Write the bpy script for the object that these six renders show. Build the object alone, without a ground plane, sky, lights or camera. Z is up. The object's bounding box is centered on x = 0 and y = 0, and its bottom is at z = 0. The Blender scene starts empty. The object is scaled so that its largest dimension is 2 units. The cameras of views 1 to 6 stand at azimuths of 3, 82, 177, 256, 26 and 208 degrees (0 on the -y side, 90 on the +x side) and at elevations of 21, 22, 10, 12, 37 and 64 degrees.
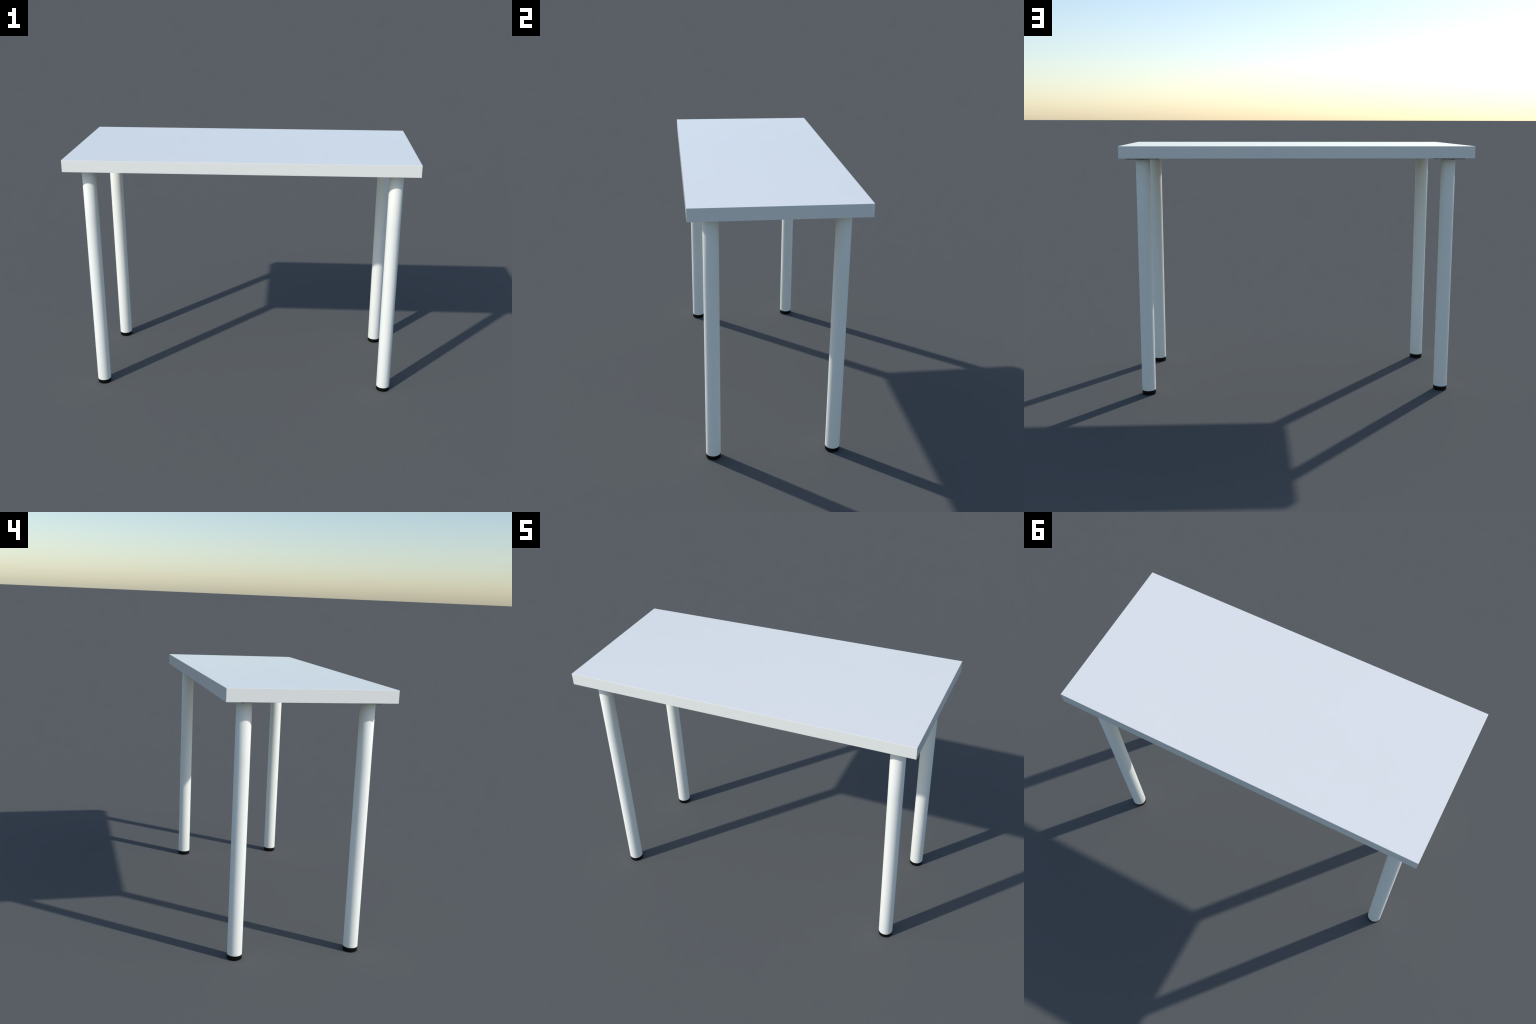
"""White rectangular table: laminate slab top, four white tubular legs with
black feet, each leg held by a five-screw mounting plate under the top.
Frame: metres, z up, longest side 2.00."""
import math
import bpy
import bmesh

# ------------------------------------------------------------------ sizes
LENGTH, DEPTH = 2.000, 0.900
TOP_Z, UNDER_Z = 1.4662, 1.398          # slab upper / lower face
LEG_X = 0.8793                          # leg axes
LEG_Y = {-1: -0.3312, 1: 0.3302}
LEG_RADIUS = 0.0401
LEG_BOTTOM = 0.0224
PLATE_THICK = 0.0061
SCREW_CIRCLE = 0.086
SCREW_RADIUS, SCREW_HEIGHT = 0.0094, 0.0036


# -------------------------------------------------------------- materials
def node_material(name, colour_a, colour_b, noise_scale, roughness, bump=0.0,
                  bump_scale=200.0, specular=0.5, metallic=0.0):
    """Principled surface whose colour drifts faintly between two tones."""
    mat = bpy.data.materials.new(name)
    mat.use_nodes = True
    nt = mat.node_tree
    nt.nodes.clear()
    out = nt.nodes.new("ShaderNodeOutputMaterial")
    bsdf = nt.nodes.new("ShaderNodeBsdfPrincipled")
    coord = nt.nodes.new("ShaderNodeTexCoord")
    noise = nt.nodes.new("ShaderNodeTexNoise")
    noise.inputs["Scale"].default_value = noise_scale
    noise.inputs["Detail"].default_value = 3.0
    ramp = nt.nodes.new("ShaderNodeValToRGB")
    ramp.color_ramp.elements[0].position = 0.3
    ramp.color_ramp.elements[1].position = 0.7
    ramp.color_ramp.elements[0].color = (*colour_a, 1)
    ramp.color_ramp.elements[1].color = (*colour_b, 1)
    link = nt.links.new
    link(coord.outputs["Object"], noise.inputs["Vector"])
    link(noise.outputs["Fac"], ramp.inputs["Fac"])
    link(ramp.outputs["Color"], bsdf.inputs["Base Color"])
    bsdf.inputs["Roughness"].default_value = roughness
    bsdf.inputs["Specular IOR Level"].default_value = specular
    bsdf.inputs["Metallic"].default_value = metallic
    if bump > 0:
        grain = nt.nodes.new("ShaderNodeTexNoise")
        grain.inputs["Scale"].default_value = bump_scale
        bump_node = nt.nodes.new("ShaderNodeBump")
        bump_node.inputs["Strength"].default_value = bump
        bump_node.inputs["Distance"].default_value = 0.0005
        link(coord.outputs["Object"], grain.inputs["Vector"])
        link(grain.outputs["Fac"], bump_node.inputs["Height"])
        link(bump_node.outputs["Normal"], bsdf.inputs["Normal"])
    link(bsdf.outputs["BSDF"], out.inputs["Surface"])
    return mat


WHITE_LAMINATE = node_material("white_laminate", (0.890, 0.897, 0.868), (0.898, 0.905, 0.875), 2.0, 0.187)
SIDE_WHITE = node_material("white_side_faces", (0.862, 0.868, 0.824), (0.868, 0.874, 0.830), 2.0, 0.2)
UNDERSIDE_BOARD = node_material("underside_board", (0.77, 0.65, 0.41), (0.80, 0.68, 0.44), 8.0, 0.8, specular=0.2)
WHITE_PAINT = node_material("white_painted_steel", (0.935, 0.948, 0.885), (0.945, 0.958, 0.895), 6.0, 0.65, specular=0.2)
BLACK_PLASTIC = node_material("black_plastic", (0.003, 0.003, 0.003), (0.004, 0.004, 0.004), 40.0, 0.5, specular=0.15,
                              bump=0.1, bump_scale=400.0)
PLATE_STEEL = node_material("dark_grey_steel", (0.19, 0.19, 0.19), (0.22, 0.22, 0.22), 30.0, 0.45)
SCREW_STEEL = node_material("screw_steel", (0.27, 0.28, 0.28), (0.31, 0.32, 0.32), 60.0, 0.4)


# ---------------------------------------------------------------- helpers
def mesh_from_bmesh(name, bm, mat, smooth_angle=None):
    bmesh.ops.recalc_face_normals(bm, faces=bm.faces)
    if smooth_angle is not None:
        for f in bm.faces:
            f.smooth = True
        for e in bm.edges:
            if len(e.link_faces) == 2:
                e.smooth = e.calc_face_angle(0.0) < smooth_angle
    me = bpy.data.meshes.new(name)
    bm.to_mesh(me)
    bm.free()
    me.materials.append(mat)
    return me


def add_object(name, mesh, parent, location=(0, 0, 0), rotation_z=0.0):
    ob = bpy.data.objects.new(name, mesh)
    bpy.context.scene.collection.objects.link(ob)
    ob.location = location
    ob.rotation_euler = (0, 0, rotation_z)
    ob.parent = parent
    return ob


def lathe(name, profile, mat, segments=96):
    """Revolve a (radius, z) profile about z; radius 0 closes the end."""
    bm = bmesh.new()
    rings = []
    for r, z in profile:
        if r < 1e-6:
            rings.append([bm.verts.new((0, 0, z))])
        else:
            rings.append([bm.verts.new((r * math.cos(2 * math.pi * i / segments),
                                        r * math.sin(2 * math.pi * i / segments), z))
                          for i in range(segments)])
    for a, b in zip(rings, rings[1:]):
        for i in range(segments):
            j = (i + 1) % segments
            if len(a) == 1:
                bm.faces.new((a[0], b[i], b[j]))
            elif len(b) == 1:
                bm.faces.new((a[i], a[j], b[0]))
            else:
                bm.faces.new((a[i], a[j], b[j], b[i]))
    return mesh_from_bmesh(name, bm, mat, math.radians(35))


# ------------------------------------------------------------------ parts
def tabletop_mesh():
    bm = bmesh.new()
    bmesh.ops.create_cube(bm, size=1.0)
    for v in bm.verts:
        v.co = (v.co.x * LENGTH, v.co.y * DEPTH,
                TOP_Z if v.co.z > 0 else UNDER_Z)
    bmesh.ops.bevel(bm, geom=list(bm.edges), offset=0.0010, segments=2,
                    profile=0.5, affect='EDGES')
    bm.normal_update()
    for f in bm.faces:                   # uncoated board on the hidden lower face
        if f.calc_center_median().z < UNDER_Z + 1e-5:
            f.material_index = 1
        elif abs(f.normal.z) < 0.5:      # slightly darker, warmer white on the side faces
            f.material_index = 2
    me = mesh_from_bmesh("tabletop", bm, WHITE_LAMINATE)
    me.materials.append(UNDERSIDE_BOARD)
    me.materials.append(SIDE_WHITE)
    return me


def leg_mesh():
    r, top = LEG_RADIUS, UNDER_Z - PLATE_THICK
    z = LEG_BOTTOM
    edge = 0.0035                        # rolled rim at the lower end
    profile = [(0, z + 0.0005), (r - edge - 0.006, z + 0.0005), (r - edge, z)]
    for k in range(1, 6):
        a = math.radians(90 * k / 5)
        profile.append((r - edge + edge * math.sin(a), z + edge * (1 - math.cos(a))))
    profile += [(r, z + 0.35), (r, z + 0.70), (r, z + 1.05), (r, top - 0.002), (r - 0.001, top), (0, top)]
    return lathe("leg", profile, WHITE_PAINT)


def foot_mesh():
    r = LEG_RADIUS - 0.0003
    b = 0.0016                            # rounded lower edge
    profile = [(0, 0.0), (r - b, 0.0)]
    for k in range(1, 7):
        a = math.radians(90 * k / 6)
        profile.append((r - b + b * math.sin(a), b * (1 - math.cos(a)) * 0.9))
    profile += [(r, LEG_BOTTOM + 0.0012), (r - 0.004, LEG_BOTTOM + 0.0026), (0, LEG_BOTTOM + 0.0026)]
    return lathe("foot", profile, BLACK_PLASTIC)


def mounting_plate_mesh():
    """Rounded pentagon, one lobe per screw, hung under the slab (local z 0 = top)."""
    lobe, centre = 0.062, 0.037
    outline = []
    for k in range(5):
        a0 = math.radians(72 * k)
        for s in range(-6, 7):
            a = a0 + math.radians(36) * s / 6
            outline.append((centre * math.cos(a0) + lobe * math.cos(a),
                            centre * math.sin(a0) + lobe * math.sin(a)))
    bm = bmesh.new()
    levels = [(1.0, -0.0002), (1.0, -PLATE_THICK + 0.0018), (0.985, -PLATE_THICK)]
    rings = [[bm.verts.new((x * s, y * s, z)) for x, y in outline] for s, z in levels]
    n = len(outline)
    for a, b in zip(rings, rings[1:]):
        for i in range(n):
            bm.faces.new((a[i], a[(i + 1) % n], b[(i + 1) % n], b[i]))
    bm.faces.new(rings[0])
    bm.faces.new(rings[-1][::-1])
    return mesh_from_bmesh("mounting_plate", bm, PLATE_STEEL, math.radians(30))


def screw_mesh():
    """Low domed head, pointing down (local z 0 = plate face)."""
    r, h = SCREW_RADIUS, SCREW_HEIGHT
    profile = [(0, 0.001), (r, 0.001), (r, -0.0012)]
    for k in range(1, 7):
        a = math.radians(90 * k / 6)
        profile.append((max(r * math.cos(a), 0.0), -0.0012 - (h - 0.0012) * math.sin(a)))
    me = lathe("screw", profile, SCREW_STEEL, 32)
    return me


# --------------------------------------------------------------- assembly
table = bpy.data.objects.new("table", None)
bpy.context.scene.collection.objects.link(table)
table["label"] = "plain white rectangular table on four round legs with black feet"
table["category"] = "table"

add_object("tabletop", tabletop_mesh(), table)

LEG, FOOT, PLATE, SCREW = leg_mesh(), foot_mesh(), mounting_plate_mesh(), screw_mesh()
for sy in (-1, 1):
    for sx in (-1, 1):
        x, y = sx * LEG_X, LEG_Y[sy]
        leg = add_object("leg", LEG, table, (x, y, 0))
        add_object("foot", FOOT, leg)
        # one screw of each plate points to the nearer long edge
        turn = math.radians(90 * sy)
        plate = add_object("mounting_plate", PLATE, table, (x, y, UNDER_Z), turn)
        for k in range(5):
            a = math.radians(72 * k)
            add_object("screw", SCREW, plate,
                       (SCREW_CIRCLE * math.cos(a), SCREW_CIRCLE * math.sin(a), -PLATE_THICK), a)
